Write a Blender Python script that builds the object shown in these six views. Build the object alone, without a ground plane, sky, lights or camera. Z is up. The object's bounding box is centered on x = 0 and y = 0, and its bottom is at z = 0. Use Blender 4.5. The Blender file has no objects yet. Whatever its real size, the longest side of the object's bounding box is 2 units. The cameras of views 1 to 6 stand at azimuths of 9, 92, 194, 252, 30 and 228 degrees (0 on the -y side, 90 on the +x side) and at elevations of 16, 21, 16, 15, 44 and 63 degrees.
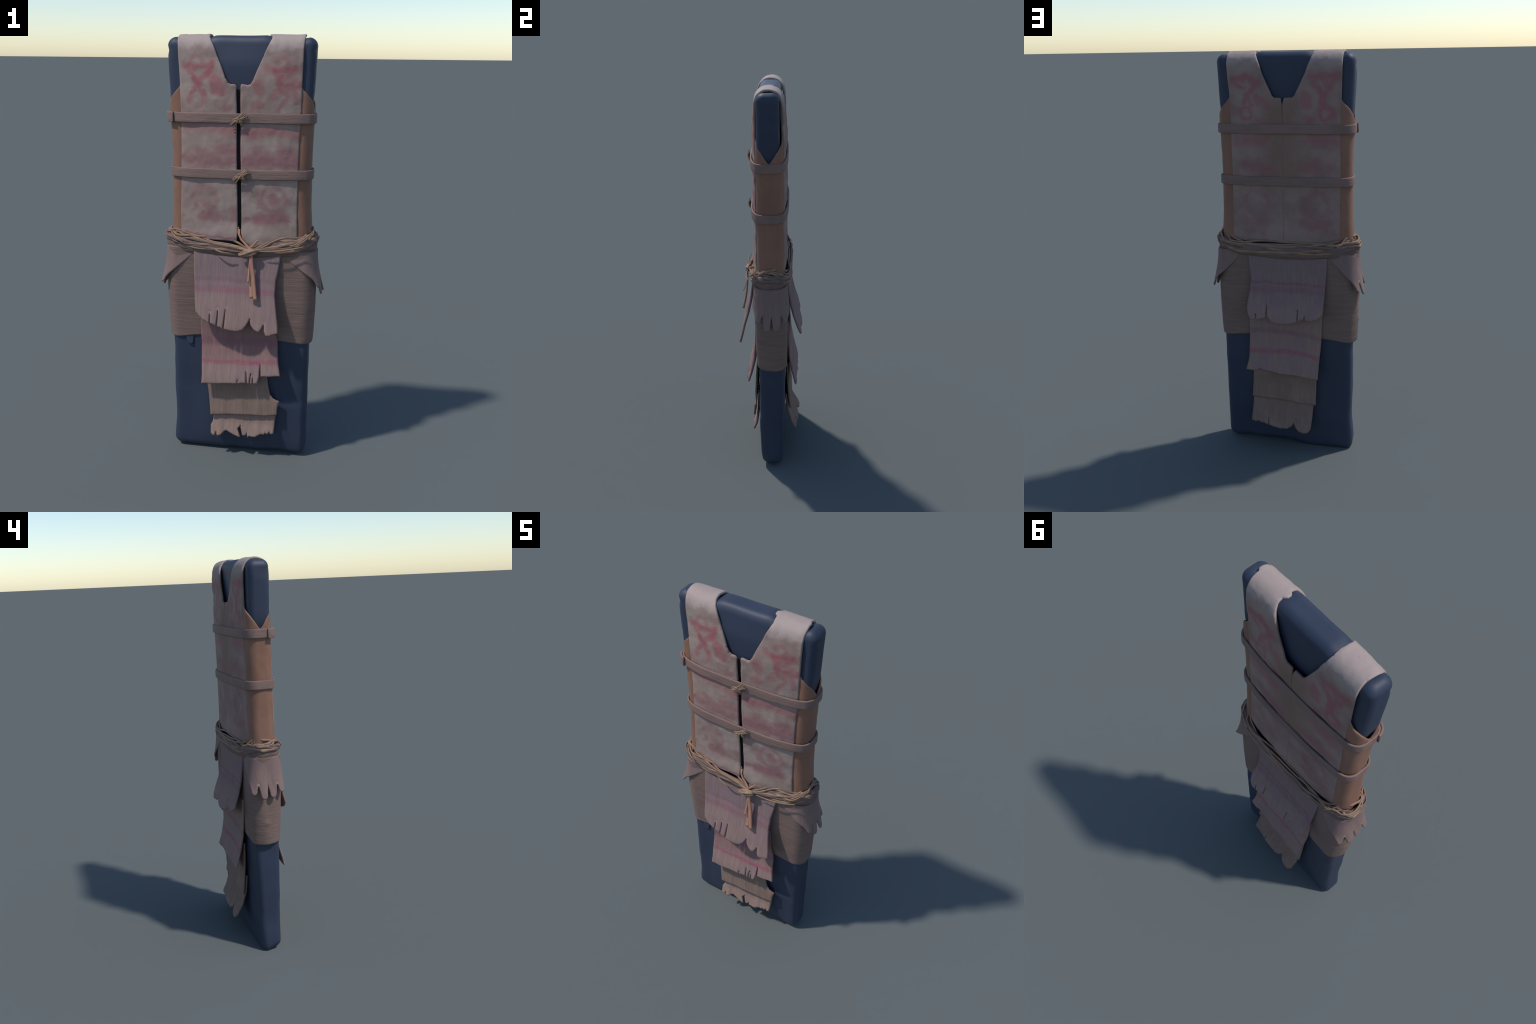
# A navy padded board dressed in a painted bark-cloth vest, rope belt, skirt and hanging fringed flaps.
import bpy, bmesh, math, random
import numpy as np
from mathutils import Vector, noise as mnoise
from mathutils.geometry import delaunay_2d_cdt

random.seed(7)
rng = np.random.default_rng(7)
def interp(x, pts):
    if pts[0][0] > pts[-1][0]: pts = pts[::-1]
    return float(np.interp(x, [p[0] for p in pts], [p[1] for p in pts]))
def sstep(a, b, x):
    t = min(1.0, max(0.0, (x - a) / (b - a)))
    return t * t * (3 - 2 * t)
def nz(x, y, z=0.0):
    return mnoise.noise(Vector((x, y, z)))

# ------------------------------------------------------------------ materials
class Nodes:
    """small helper to write node trees as expressions"""
    def __init__(self, name):
        self.mat = bpy.data.materials.new(name)
        self.mat.use_nodes = True
        self.t = self.mat.node_tree
        self.t.nodes.clear()
        self.out = self.t.nodes.new("ShaderNodeOutputMaterial")
        self.bsdf = self.t.nodes.new("ShaderNodeBsdfPrincipled")
        self.t.links.new(self.bsdf.outputs[0], self.out.inputs[0])
        self.co = self.t.nodes.new("ShaderNodeTexCoord").outputs["Object"]
    def put(self, sock, v):
        if isinstance(v, bpy.types.NodeSocket):
            self.t.links.new(v, sock)
        elif v is not None:
            sock.default_value = v
    def math(self, op, a, b=None, c=None, clamp=False):
        n = self.t.nodes.new("ShaderNodeMath"); n.operation = op; n.use_clamp = clamp
        for s, v in zip(n.inputs, (a, b, c)):
            self.put(s, v)
        return n.outputs[0]
    def vec(self, op, a, b=None, s=None):
        n = self.t.nodes.new("ShaderNodeVectorMath"); n.operation = op
        self.put(n.inputs[0], a)
        if b is not None: self.put(n.inputs[1], b)
        if s is not None: self.put(n.inputs["Scale"], s)
        return n.outputs["Value"] if op in ("LENGTH", "DOT_PRODUCT", "DISTANCE") else n.outputs[0]
    def noise(self, scale, stretch=(1, 1, 1), detail=4.0, rough=0.55, color=False, dist=0.0, co=None):
        n = self.t.nodes.new("ShaderNodeTexNoise")
        n.inputs["Scale"].default_value = scale
        n.inputs["Detail"].default_value = detail
        n.inputs["Roughness"].default_value = rough
        n.inputs["Distortion"].default_value = dist
        self.put(n.inputs["Vector"], self.vec("MULTIPLY", co or self.co, stretch))
        return n.outputs["Color"] if color else n.outputs["Fac"]
    def step(self, v, a, b):
        n = self.t.nodes.new("ShaderNodeMapRange"); n.interpolation_type = "SMOOTHSTEP"
        self.put(n.inputs["Value"], v)
        n.inputs["From Min"].default_value = a; n.inputs["From Max"].default_value = b
        return n.outputs["Result"]
    def mix(self, f, a, b, mode="MIX"):
        n = self.t.nodes.new("ShaderNodeMix"); n.data_type = "RGBA"; n.blend_type = mode
        self.put(n.inputs["Factor"], f)
        for s, v in ((n.inputs["A"], a), (n.inputs["B"], b)):
            if isinstance(v, tuple) and len(v) == 3: v = v + (1.0,)
            self.put(s, v)
        return n.outputs["Result"]
    def xyz(self, co=None):
        n = self.t.nodes.new("ShaderNodeSeparateXYZ"); self.put(n.inputs[0], co or self.co)
        return n.outputs
    def bump(self, h, strength=0.3, dist=0.01):
        n = self.t.nodes.new("ShaderNodeBump")
        n.inputs["Strength"].default_value = strength; n.inputs["Distance"].default_value = dist
        self.put(n.inputs["Height"], h)
        self.t.links.new(n.outputs[0], self.bsdf.inputs["Normal"])
    def finish(self, col, rough=0.75, spec=0.3):
        self.put(self.bsdf.inputs["Base Color"], col)
        self.put(self.bsdf.inputs["Roughness"], rough)
        self.bsdf.inputs["Specular IOR Level"].default_value = spec
        return self.mat
    # painted strokes: capsule distance in the x/z plane
    def stroke(self, p, a, b, r, soft=0.010):
        r *= 1.2; soft *= 1.05
        ax, az = a; bx, bz = b
        d = (bx - ax, 0.0, bz - az)
        L = max(1e-6, d[0] ** 2 + d[2] ** 2)
        q = self.vec("SUBTRACT", p, (ax, 0.0, az))
        h = self.math("MULTIPLY", self.vec("DOT_PRODUCT", q, d), 1.0 / L, clamp=True)
        c = self.vec("SCALE", d, s=h)
        dist = self.vec("DISTANCE", q, c)
        return self.step(dist, r + soft, r - soft)
    def ring(self, p, c, R, r, soft=0.010):
        d = self.vec("DISTANCE", p, (c[0], 0.0, c[1]))
        return self.step(self.math("ABSOLUTE", self.math("SUBTRACT", d, R)), r + soft, r - soft)

def navy_material():
    m = Nodes("navy_padding")
    n = m.noise(5.0, detail=3)
    col = m.mix(n, NAVY_A, NAVY_B)
    fine = m.noise(220.0, detail=2)
    m.bump(fine, 0.05, 0.003)
    return m.finish(col, 0.55, 0.35)

def paint_material(name, shapes, mid_brown):
    """pale bark cloth with faded pink drawings"""
    m = Nodes(name)
    warp = m.vec("SCALE", m.vec("SUBTRACT", m.noise(22.0, color=True, detail=3), (0.5, 0.5, 0.5)), s=0.048 if mid_brown else 0.032)
    flat = m.vec("MULTIPLY", m.vec("ADD", m.co, warp), (1, 0, 1))
    total = None
    for s in shapes:
        kind, args, w = s
        k = m.stroke(flat, *args) if kind == "stroke" else m.ring(flat, *args)
        k = m.math("MULTIPLY", k, w)
        total = k if total is None else m.math("MAXIMUM", total, k)
    patch = m.noise(16.0, detail=5, rough=0.65)
    x, y, z = m.xyz()
    base = m.mix(m.step(m.noise(9.0, detail=5, rough=0.6), 0.35, 0.68), BARK_A, BARK_B)
    if mid_brown: base = m.mix(m.step(z, 1.97, 1.88), base, (0.88, 0.81, 0.80), "MULTIPLY")
    # yellowed blotches and browner middle of the back
    base = m.mix(m.math("MULTIPLY", m.step(m.noise(5.0, detail=3), 0.5, 0.7), 0.5), base, BARK_C)
    if mid_brown:
        ax = m.math("ABSOLUTE", m.math("ADD", x, m.math("MULTIPLY", m.math("SUBTRACT", patch, 0.5), 0.1)))
        zb = m.math("MULTIPLY", m.step(z, 1.30, 1.42), m.step(z, 1.86, 1.74))
        base = m.mix(m.math("MULTIPLY", m.math("MULTIPLY", m.step(ax, 0.15, 0.02), zb), 0.75), base, BROWN_MID)
    # paler shoulders with a mottled border
    pale_top = m.step(m.math("ADD", z, m.math("MULTIPLY_ADD", patch, 0.16, -0.08)), 1.925, 1.965)
    base = m.mix(m.math("MULTIPLY", pale_top, 0.85), base, BARK_PALE)
    fade = m.step(m.noise(30.0, detail=4, rough=0.7), 0.22, 0.55)
    total = m.math("MULTIPLY", total, m.math("MULTIPLY_ADD", fade, 0.40, 0.65))
    violet = m.mix(m.step(z, 1.60, 1.40), PINK_A, PINK_B)
    col = m.mix(total, base, violet)
    # lilac stain over the lowest zone
    col = m.mix(m.math("MULTIPLY", m.step(m.noise(7.0, detail=4), 0.45, 0.65), m.math("MULTIPLY", m.step(z, 1.50, 1.25), 0.45)), col, LILAC)
    speck = m.step(m.noise(90.0, detail=2), 0.66, 0.75)
    col = m.mix(m.math("MULTIPLY", speck, 0.25), col, DIRT)
    m.bump(m.math("ADD", m.noise(60.0, detail=5, rough=0.65), m.math("MULTIPLY", patch, 1.4)), 0.2, 0.006)
    return m.finish(col, 0.7, 0.3)

def fibre_material(name, a, b, stretch, stripes=(), pinky=None, rough=0.8, strength=0.4, blotch=None):
    """long fibres; stripes are (z at x=0, slope, half height, weight)"""
    m = Nodes(name)
    g = m.noise(10.0, stretch, detail=6, rough=0.7)
    f = m.step(g, 0.3, 0.7)
    col = m.mix(f, a, b)
    if blotch:
        col = m.mix(m.math("MULTIPLY", m.step(m.noise(7.0, detail=4), 0.42, 0.66), 0.6), col, blotch)
    x, y, z = m.xyz()
    if pinky:
        (z_hi, z_lo, c) = pinky
        edge = m.math("MULTIPLY_ADD", m.noise(12.0, (3, 1, 1), detail=3), 0.08, -0.04)
        col = m.mix(m.math("MULTIPLY", m.step(m.math("ADD", z, edge), z_lo, z_hi), 0.75), col, m.mix(f, c, tuple(v * 0.82 for v in c)))
    wob = m.math("MULTIPLY_ADD", m.noise(14.0, detail=3), 0.03, -0.015)
    for (z0, slope, curve, hh, w, c) in stripes:
        zz = m.math("ADD", m.math("SUBTRACT", z, z0), wob)
        zz = m.math("SUBTRACT", zz, m.math("MULTIPLY", x, slope))
        zz = m.math("SUBTRACT", zz, m.math("MULTIPLY", m.math("MULTIPLY", x, x), curve))
        k = m.step(m.math("ABSOLUTE", zz), hh * 1.7, hh * 0.4)
        k = m.math("MULTIPLY", k, m.math("MULTIPLY_ADD", m.noise(12.0, (2.5, 1, 6), detail=4, rough=0.7), 1.3, -0.15), clamp=True)
        col = m.mix(m.math("MULTIPLY", k, w), col, c)
    m.bump(m.math("ADD", g, m.math("MULTIPLY", m.noise(28.0, stretch, detail=3), 0.5)), strength, 0.006)
    return m.finish(col, rough, 0.25)

NAVY_A, NAVY_B = (0.024, 0.033, 0.060), (0.031, 0.042, 0.071)  # navy toned down partway to the shading baked on the board's front
BARK_A, BARK_B, BARK_C = (0.300, 0.230, 0.202), (0.236, 0.160, 0.141), (0.262, 0.194, 0.155)
BARK_PALE = (0.345, 0.275, 0.252)
BROWN_MID = (0.19, 0.115, 0.085)
PINK_A, PINK_B = (0.270, 0.096, 0.100), (0.220, 0.096, 0.105)
LILAC, DIRT = (0.24, 0.165, 0.162), (0.15, 0.10, 0.08)
SIDE_A, SIDE_B = (0.240, 0.126, 0.086), (0.195, 0.102, 0.071)
STRAP_A, STRAP_B = (0.205, 0.135, 0.116), (0.165, 0.110, 0.096)
SKIRT_A, SKIRT_B = (0.198, 0.134, 0.112), (0.156, 0.105, 0.090)
FLAP_A, FLAP_B, FLAP_M = (0.260, 0.175, 0.150), (0.215, 0.143, 0.128), (0.205, 0.135, 0.142)
LOW_A, LOW_B = (0.210, 0.142, 0.115), (0.168, 0.112, 0.092)
MAGENTA = (0.27, 0.045, 0.095)
MAGENTA_D = (0.175, 0.050, 0.098)
STRAW_A, STRAW_B = (0.325, 0.215, 0.140), (0.175, 0.108, 0.078)

# drawings, read as strokes on the front (x, z)
def FX(px): return 0.004 + (px - 622) * 0.000645
def FZ(py): return interp(py, [(100, 2.0), (437, 1.79), (642, 1.665), (1022, 1.42), (1500, 1.10)])
def f(*p): return (FX(p[0]), FZ(p[1]))
def S(a, b, r, w=1.0, soft=0.010): return ("stroke", (a, b, r, soft), w)
def R(c, rad, r, w=1.0, soft=0.010): return ("ring", (c, rad, r, soft), w)
front_drawing = [
    # horned dancer, wearer's right panel
    R(f(325, 290), .024, .007, .55), S(f(245, 315), f(300, 330), .014, .8), S(f(300, 325), f(430, 320), .010, .9),
    S(f(425, 312), f(400, 370), .014), S(f(258, 330), f(300, 405), .010, .7), S(f(400, 370), f(325, 430), .012, .8),
    S(f(300, 405), f(335, 450), .014), S(f(330, 440), f(280, 500), .012, .8), S(f(280, 500), f(262, 560), .010, .65),
    S(f(335, 440), f(372, 520), .012, .75), S(f(372, 520), f(355, 580), .009, .6),
    S(f(445, 420), f(455, 480), .022, .75), S(f(470, 470), f(500, 495), .016, .7), S(f(525, 600), f(540, 605), .012, .5),
    # second dancer
    R(f(905, 290), .022, .007, .5), S(f(800, 325), f(850, 360), .012, .55), S(f(850, 345), f(985, 338), .012, .95),
    S(f(850, 355), f(890, 400), .013, .7), S(f(985, 350), f(910, 400), .010, .65), S(f(890, 395), f(893, 470), .014, .9),
    S(f(885, 460), f(830, 530), .010, .6), S(f(900, 470), f(935, 520), .011, .75), S(f(935, 520), f(885, 600), .007, .7),
    S(f(945, 450), f(995, 440), .020, .7), S(f(985, 470), f(995, 550), .012, .6),
    S(f(735, 445), f(755, 480), .020, .65), S(f(715, 600), f(755, 575), .014, .5),
    # middle register: two ragged bands
    S(f(240, 735), f(420, 735), .016, .55, .016), S(f(420, 740), f(590, 760), .020, .55, .018),
    S(f(235, 965), f(595, 965), .022, .65, .022), S(f(320, 910), f(420, 940), .020, .55, .018), S(f(480, 880), f(590, 900), .024, .6, .02),
    S(f(660, 770), f(800, 760), .018, .65, .016), S(f(800, 755), f(1000, 780), .018, .65, .016),
    S(f(650, 960), f(1000, 960), .026, .75, .022), S(f(740, 905), f(800, 920), .020, .6, .016), S(f(900, 900), f(990, 900), .020, .6, .018),
    # lower register: rings on a stand
    R(f(365, 1220), .052, .012, .40, .014), S(f(370, 1275), f(420, 1290), .014, .65), S(f(350, 1345), f(440, 1350), .022, .75, .014),
    S(f(390, 1290), f(395, 1340), .012, .7), S(f(450, 1300), f(495, 1355), .007, .5), S(f(495, 1358), f(590, 1362), .007, .55),
    S(f(570, 1290), f(600, 1330), .014, .5),
    R(f(850, 1220), .056, .011, .55, .012), S(f(845, 1200), f(855, 1235), .016, .75, .012), S(f(740, 1355), f(920, 1345), .024, .75, .016),
    S(f(640, 1365), f(745, 1350), .009, .6), S(f(900, 1310), f(935, 1340), .016, .55), S(f(745, 1160), f(760, 1260), .010, .5),
    # hem line
    S((-.275, 1.118), (-.02, 1.106), .005, .95, .005),
]
def BX(px): return 0.041 - (px - 545) * 0.00063
def BZ(py): return interp(py, [(90, 1.99), (430, 1.79), (630, 1.668), (1020, 1.425), (1490, 1.118)])
def b(*p): return (BX(p[0]), BZ(p[1]))
back_drawing = [
    S(b(245, 300), b(330, 275), .013, .8), S(b(330, 275), b(425, 300), .014, .75), S(b(265, 330), b(320, 355), .010, .6),
    S(b(420, 315), b(355, 410), .013, .8), S(b(350, 400), b(320, 480), .012, .75), S(b(352, 410), b(375, 500), .009, .6),
    R(b(335, 555), .026, .009, .75), S(b(420, 430), b(430, 470), .016, .6), S(b(455, 450), b(490, 490), .018, .55), S(b(430, 610), b(500, 600), .010, .5),
    S(b(830, 280), b(1015, 265), .012, .8), S(b(830, 330), b(870, 355), .012, .65), S(b(920, 270), b(930, 330), .016, .55),
    S(b(1010, 290), b(940, 370), .011, .75), S(b(870, 355), b(920, 420), .013, .8), S(b(915, 410), b(920, 470), .018, .85),
    R(b(938, 550), .032, .011, .75), S(b(780, 430), b(795, 475), .020, .65), S(b(770, 600), b(830, 590), .012, .45),
    S(b(270, 760), b(460, 760), .020, .55, .02), S(b(320, 950), b(520, 970), .024, .6, .022), S(b(430, 920), b(480, 960), .022, .5, .02),
    S(b(800, 750), b(1000, 760), .020, .55, .02), S(b(770, 950), b(980, 960), .024, .6, .022), S(b(860, 920), b(900, 940), .020, .55, .02),
    R(b(400, 1220), .058, .012, .4, .014), S(b(310, 1360), b(460, 1370), .022, .5, .016), S(b(440, 1290), b(500, 1220), .012, .4),
    R(b(860, 1230), .062, .014, .5, .014), S(b(770, 1370), b(960, 1365), .022, .65, .016), S(b(850, 1290), b(870, 1340), .016, .5),
    S(b(930, 1300), b(970, 1270), .012, .5),
]

MAT = {}
def make_materials():
    MAT["navy"] = navy_material()
    MAT["front"] = paint_material("painted_bark_front", front_drawing, False)
    MAT["back"] = paint_material("painted_bark_back", back_drawing, True)
    MAT["slit_shadow"] = fibre_material("painted_slit_shadow", (0.014, 0.013, 0.014), (0.022, 0.020, 0.020), (3, 3, 3))
    MAT["side"] = fibre_material("brown_hide", SIDE_A, SIDE_B, (1.2, 1.2, 0.5), rough=0.5, strength=0.12)
    MAT["strap"] = fibre_material("strap_leather", STRAP_A, STRAP_B, (1, 2, 8), rough=0.65, strength=0.35, blotch=(0.225, 0.135, 0.12))
    MAT["skirt"] = fibre_material("skirt_weave", SKIRT_A, SKIRT_B, (0.8, 0.8, 14), rough=0.85, strength=0.38)
    V = (12, 3, 0.8)
    MAT["flap_front_upper"] = fibre_material("fringe_cloth_lilac", FLAP_A, FLAP_B, V, [(0.915, 0, 0, .010, .5, MAGENTA_D), (0.868, 0.0, 0, .012, .55, MAGENTA)], blotch=FLAP_M, pinky=(.90, .76, (0.215, 0.148, 0.152)))
    MAT["flap_front_lower"] = fibre_material("fringe_cloth_striped", FLAP_A, FLAP_B, V, [(0.605, 0.03, 0, .018, .55, MAGENTA_D), (0.510, 0.05, 0, .010, .95, MAGENTA)], blotch=FLAP_M, pinky=(.56, .48, (0.225, 0.120, 0.118)))
    MAT["flap_back_upper"] = fibre_material("fringe_cloth_back", FLAP_A, FLAP_B, V, [(0.900, 0.03, 0, .006, .8, MAGENTA_D), (0.868, 0.0, 0, .012, .5, MAGENTA_D)], blotch=FLAP_M, pinky=(.90, .74, (0.20, 0.138, 0.142)))
    MAT["flap_back_lower"] = fibre_material("fringe_cloth_back_striped", FLAP_A, FLAP_B, V, [(0.645, 0.05, -.4, .012, .6, MAGENTA_D), (0.545, 0.05, -.6, .011, .9, MAGENTA)], blotch=FLAP_M)
    MAT["low"] = fibre_material("fringe_cloth_brown", LOW_A, LOW_B, V, blotch=(0.24, 0.17, 0.14))
    MAT["hem"] = fibre_material("fringe_cloth_pale", FLAP_A, LOW_A, V)
    MAT["hip"] = fibre_material("hip_cloth", (0.215, 0.143, 0.128), (0.175, 0.118, 0.108), (6, 6, 0.8), rough=0.7, strength=0.3, blotch=(0.20, 0.13, 0.125))
    MAT["sash"] = fibre_material("sash_cloth", (0.185, 0.125, 0.108), (0.135, 0.090, 0.080), (1.5, 2, 12), rough=0.75, strength=0.6)
    MAT["straw"] = fibre_material("straw", STRAW_A, STRAW_B, (1.5, 2, 14), rough=0.7, strength=0.6, blotch=(0.30, 0.17, 0.12))
    MAT["straw_pink"] = fibre_material("straw_pink", (0.36, 0.17, 0.14), (0.36, 0.20, 0.11), (10, 10, 1), rough=0.7, strength=0.5)

# ------------------------------------------------------------------ building blocks
ROOT = None
def link(me, name, mat, parent=None):
    ob = bpy.data.objects.new(name, me)
    bpy.context.scene.collection.objects.link(ob)
    me.materials.append(MAT[mat])
    me.polygons.foreach_set("use_smooth", [True] * len(me.polygons))
    ob.parent = parent or ROOT
    return ob

def mesh(name, verts, faces, mat, parent=None):
    me = bpy.data.meshes.new(name)
    me.from_pydata([tuple(map(float, v)) for v in verts], [], [tuple(map(int, q)) for q in faces])
    bm = bmesh.new(); bm.from_mesh(me)
    bmesh.ops.recalc_face_normals(bm, faces=bm.faces)
    bm.to_mesh(me); bm.free()
    me.update()
    return link(me, name, mat, parent)

def densify(outline, step):
    pts = []
    n = len(outline)
    for i in range(n):
        a, c = np.array(outline[i]), np.array(outline[(i + 1) % n])
        k = max(1, int(math.ceil(np.linalg.norm(c - a) / step)))
        for j in range(k):
            pts.append(a + (c - a) * j / k)
    return np.array(pts)

def seg_dist(P, A, B):
    d = B - A
    L = np.maximum((d ** 2).sum(1), 1e-12)
    out = np.empty(len(P))
    for i in range(0, len(P), 2000):
        q = P[i:i + 2000, None, :] - A[None]
        h = np.clip((q * d[None]).sum(2) / L[None], 0, 1)
        out[i:i + 2000] = np.sqrt(((q - h[..., None] * d[None]) ** 2).sum(2)).min(1)
    return out

def inside(P, A, B):
    c = np.zeros(len(P), bool)
    for (x1, y1), (x2, y2) in zip(A, B):
        if y1 == y2: continue
        m = ((y1 > P[:, 1]) != (y2 > P[:, 1])) & (P[:, 0] < (x2 - x1) * (P[:, 1] - y1) / (y2 - y1) + x1)
        c ^= m
    return c

def sheet(name, outline, place, mat, thick=0.012, cell=0.012, edge=0.006, relief=None, parent=None, rim=None):
    """A piece of cloth or hide: a 2D outline, laid on the body by place(u, v), with real thickness and rounded edges."""
    rim = rim or thick * 0.6
    O = densify(outline, edge)
    A, B = O, np.roll(O, -1, 0)
    lo, hi = O.min(0), O.max(0)
    gx, gy = np.meshgrid(np.arange(lo[0], hi[0], cell), np.arange(lo[1], hi[1], cell * 1.15))
    gx = gx + (np.arange(gx.shape[0]) % 2)[:, None] * cell * 0.5
    G = np.stack([gx.ravel(), gy.ravel()], 1)
    G = G[inside(G, A, B)]
    G = G[seg_dist(G, A, B) > rim * 1.35] if len(G) else G
    rings = []
    t = B - A
    nrm = np.stack([-t[:, 1], t[:, 0]], 1) / np.maximum(np.linalg.norm(t, axis=1)[:, None], 1e-9)
    area = 0.5 * np.sum(A[:, 0] * B[:, 1] - B[:, 0] * A[:, 1])
    if area < 0: nrm = -nrm
    mid = (A + B) / 2
    for k in (0.12, 0.45, 1.0):
        r = mid + nrm * rim * k
        ok = inside(r, A, B)
        d = seg_dist(r, A, B)
        rings.append(r[ok & (d > rim * k * 0.9)])
    P = np.concatenate([O] + rings + [G])
    nO = len(O)
    vs, es, fs, *_ = delaunay_2d_cdt([Vector(p) for p in P], [], [list(range(nO)) if area > 0 else list(range(nO))[::-1]], 1, 1e-6)
    V2 = np.array([(v.x, v.y) for v in vs])
    d = seg_dist(V2, A, B)
    h = 0.5 * thick * np.sqrt(np.maximum(0.0, 1 - (1 - np.minimum(d, rim) / rim) ** 2))
    e = 1e-3
    top, bot = [], []
    for (u, v), hh in zip(V2, h):
        p = np.array(place(u, v)); pu = np.array(place(u + e, v)) - p; pv = np.array(place(u, v + e)) - p
        n = np.cross(pu, pv); n /= max(np.linalg.norm(n), 1e-12)
        r = relief(u, v) if relief else 0.0
        w = hh / (0.5 * thick)
        top.append(p + n * (hh + r * w)); bot.append(p - n * (hh - 0.3 * r * w))
    on_edge = d < 1e-6
    idx_b, verts = {}, list(top)
    for i in range(len(V2)):
        if on_edge[i]: idx_b[i] = i
        else:
            idx_b[i] = len(verts); verts.append(bot[i])
    faces = []
    for f3 in fs:
        faces.append(tuple(f3))
        bf = tuple(idx_b[i] for i in reversed(f3))
        if set(bf) != set(f3): faces.append(bf)
    return mesh(name, verts, faces, mat, parent)

def sweep(name, path, section, mat, closed=True, parent=None, scale=None, up=(0, 0, 1)):
    """section: list of (out, up) offsets; path: points; frame from tangent and world up."""
    path = [np.array(p, float) for p in path]
    n = len(path)
    verts, faces = [], []
    for i, p in enumerate(path):
        a = path[(i + 1) % n] if (closed or i < n - 1) else p
        c = path[(i - 1) % n] if (closed or i > 0) else p
        t = a - c; t /= max(np.linalg.norm(t), 1e-9)
        w = np.array(up, float)
        o = np.cross(t, w); o /= max(np.linalg.norm(o), 1e-9)
        w = np.cross(o, t)
        s = scale(i / max(1, n - 1)) if scale else 1.0
        for (so, su) in (section(i / max(1, n - 1)) if callable(section) else section):
            verts.append(p + (o * so + w * su) * s)
    k = len(verts) // n
    for i in range(n if closed else n - 1):
        j = (i + 1) % n
        for q in range(k):
            r = (q + 1) % k
            faces.append((i * k + q, j * k + q, j * k + r, i * k + r))
    if not closed:
        faces.append(tuple(range(k)))
        faces.append(tuple((n - 1) * k + q for q in reversed(range(k))))
    return mesh(name, verts, faces, mat, parent)

def oval(ro, ru, n=10, p=2.0, ph=0.0):
    out = []
    for i in range(n):
        a = 2 * math.pi * i / n + ph
        c, s = math.cos(a), math.sin(a)
        out.append((ro * math.copysign(abs(c) ** (2 / p), c), ru * math.copysign(abs(s) ** (2 / p), s)))
    return out

# ------------------------------------------------------------------ the padded board
def board_section(z):
    wl = interp(z, [(0, .346), (.05, .348), (.19, .336), (.5, .337), (.6, .335), (1.05, .315), (1.2, .300), (1.6, .302), (1.70, .327), (1.76, .329), (1.93, .335), (2, .333)])
    wl -= .004
    wr = interp(z, [(0, .322), (.05, .327), (.19, .326), (.5, .328), (.6, .327), (1.05, .310), (1.2, .296), (1.6, .298), (1.70, .316), (1.76, .322), (1.93, .332), (2, .328)])
    wr -= .006
    yf = interp(z, [(0, -.044), (.1, -.046), (.5, -.056), (1.0, -.055), (1.3, -.048), (1.7, -.052), (2, -.053)])
    yb = interp(z, [(0, .062), (.1, .066), (.5, .074), (1.0, .07), (1.3, .055), (1.7, .056), (2, .056)])
    return wl, wr, yf, yb

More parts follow.
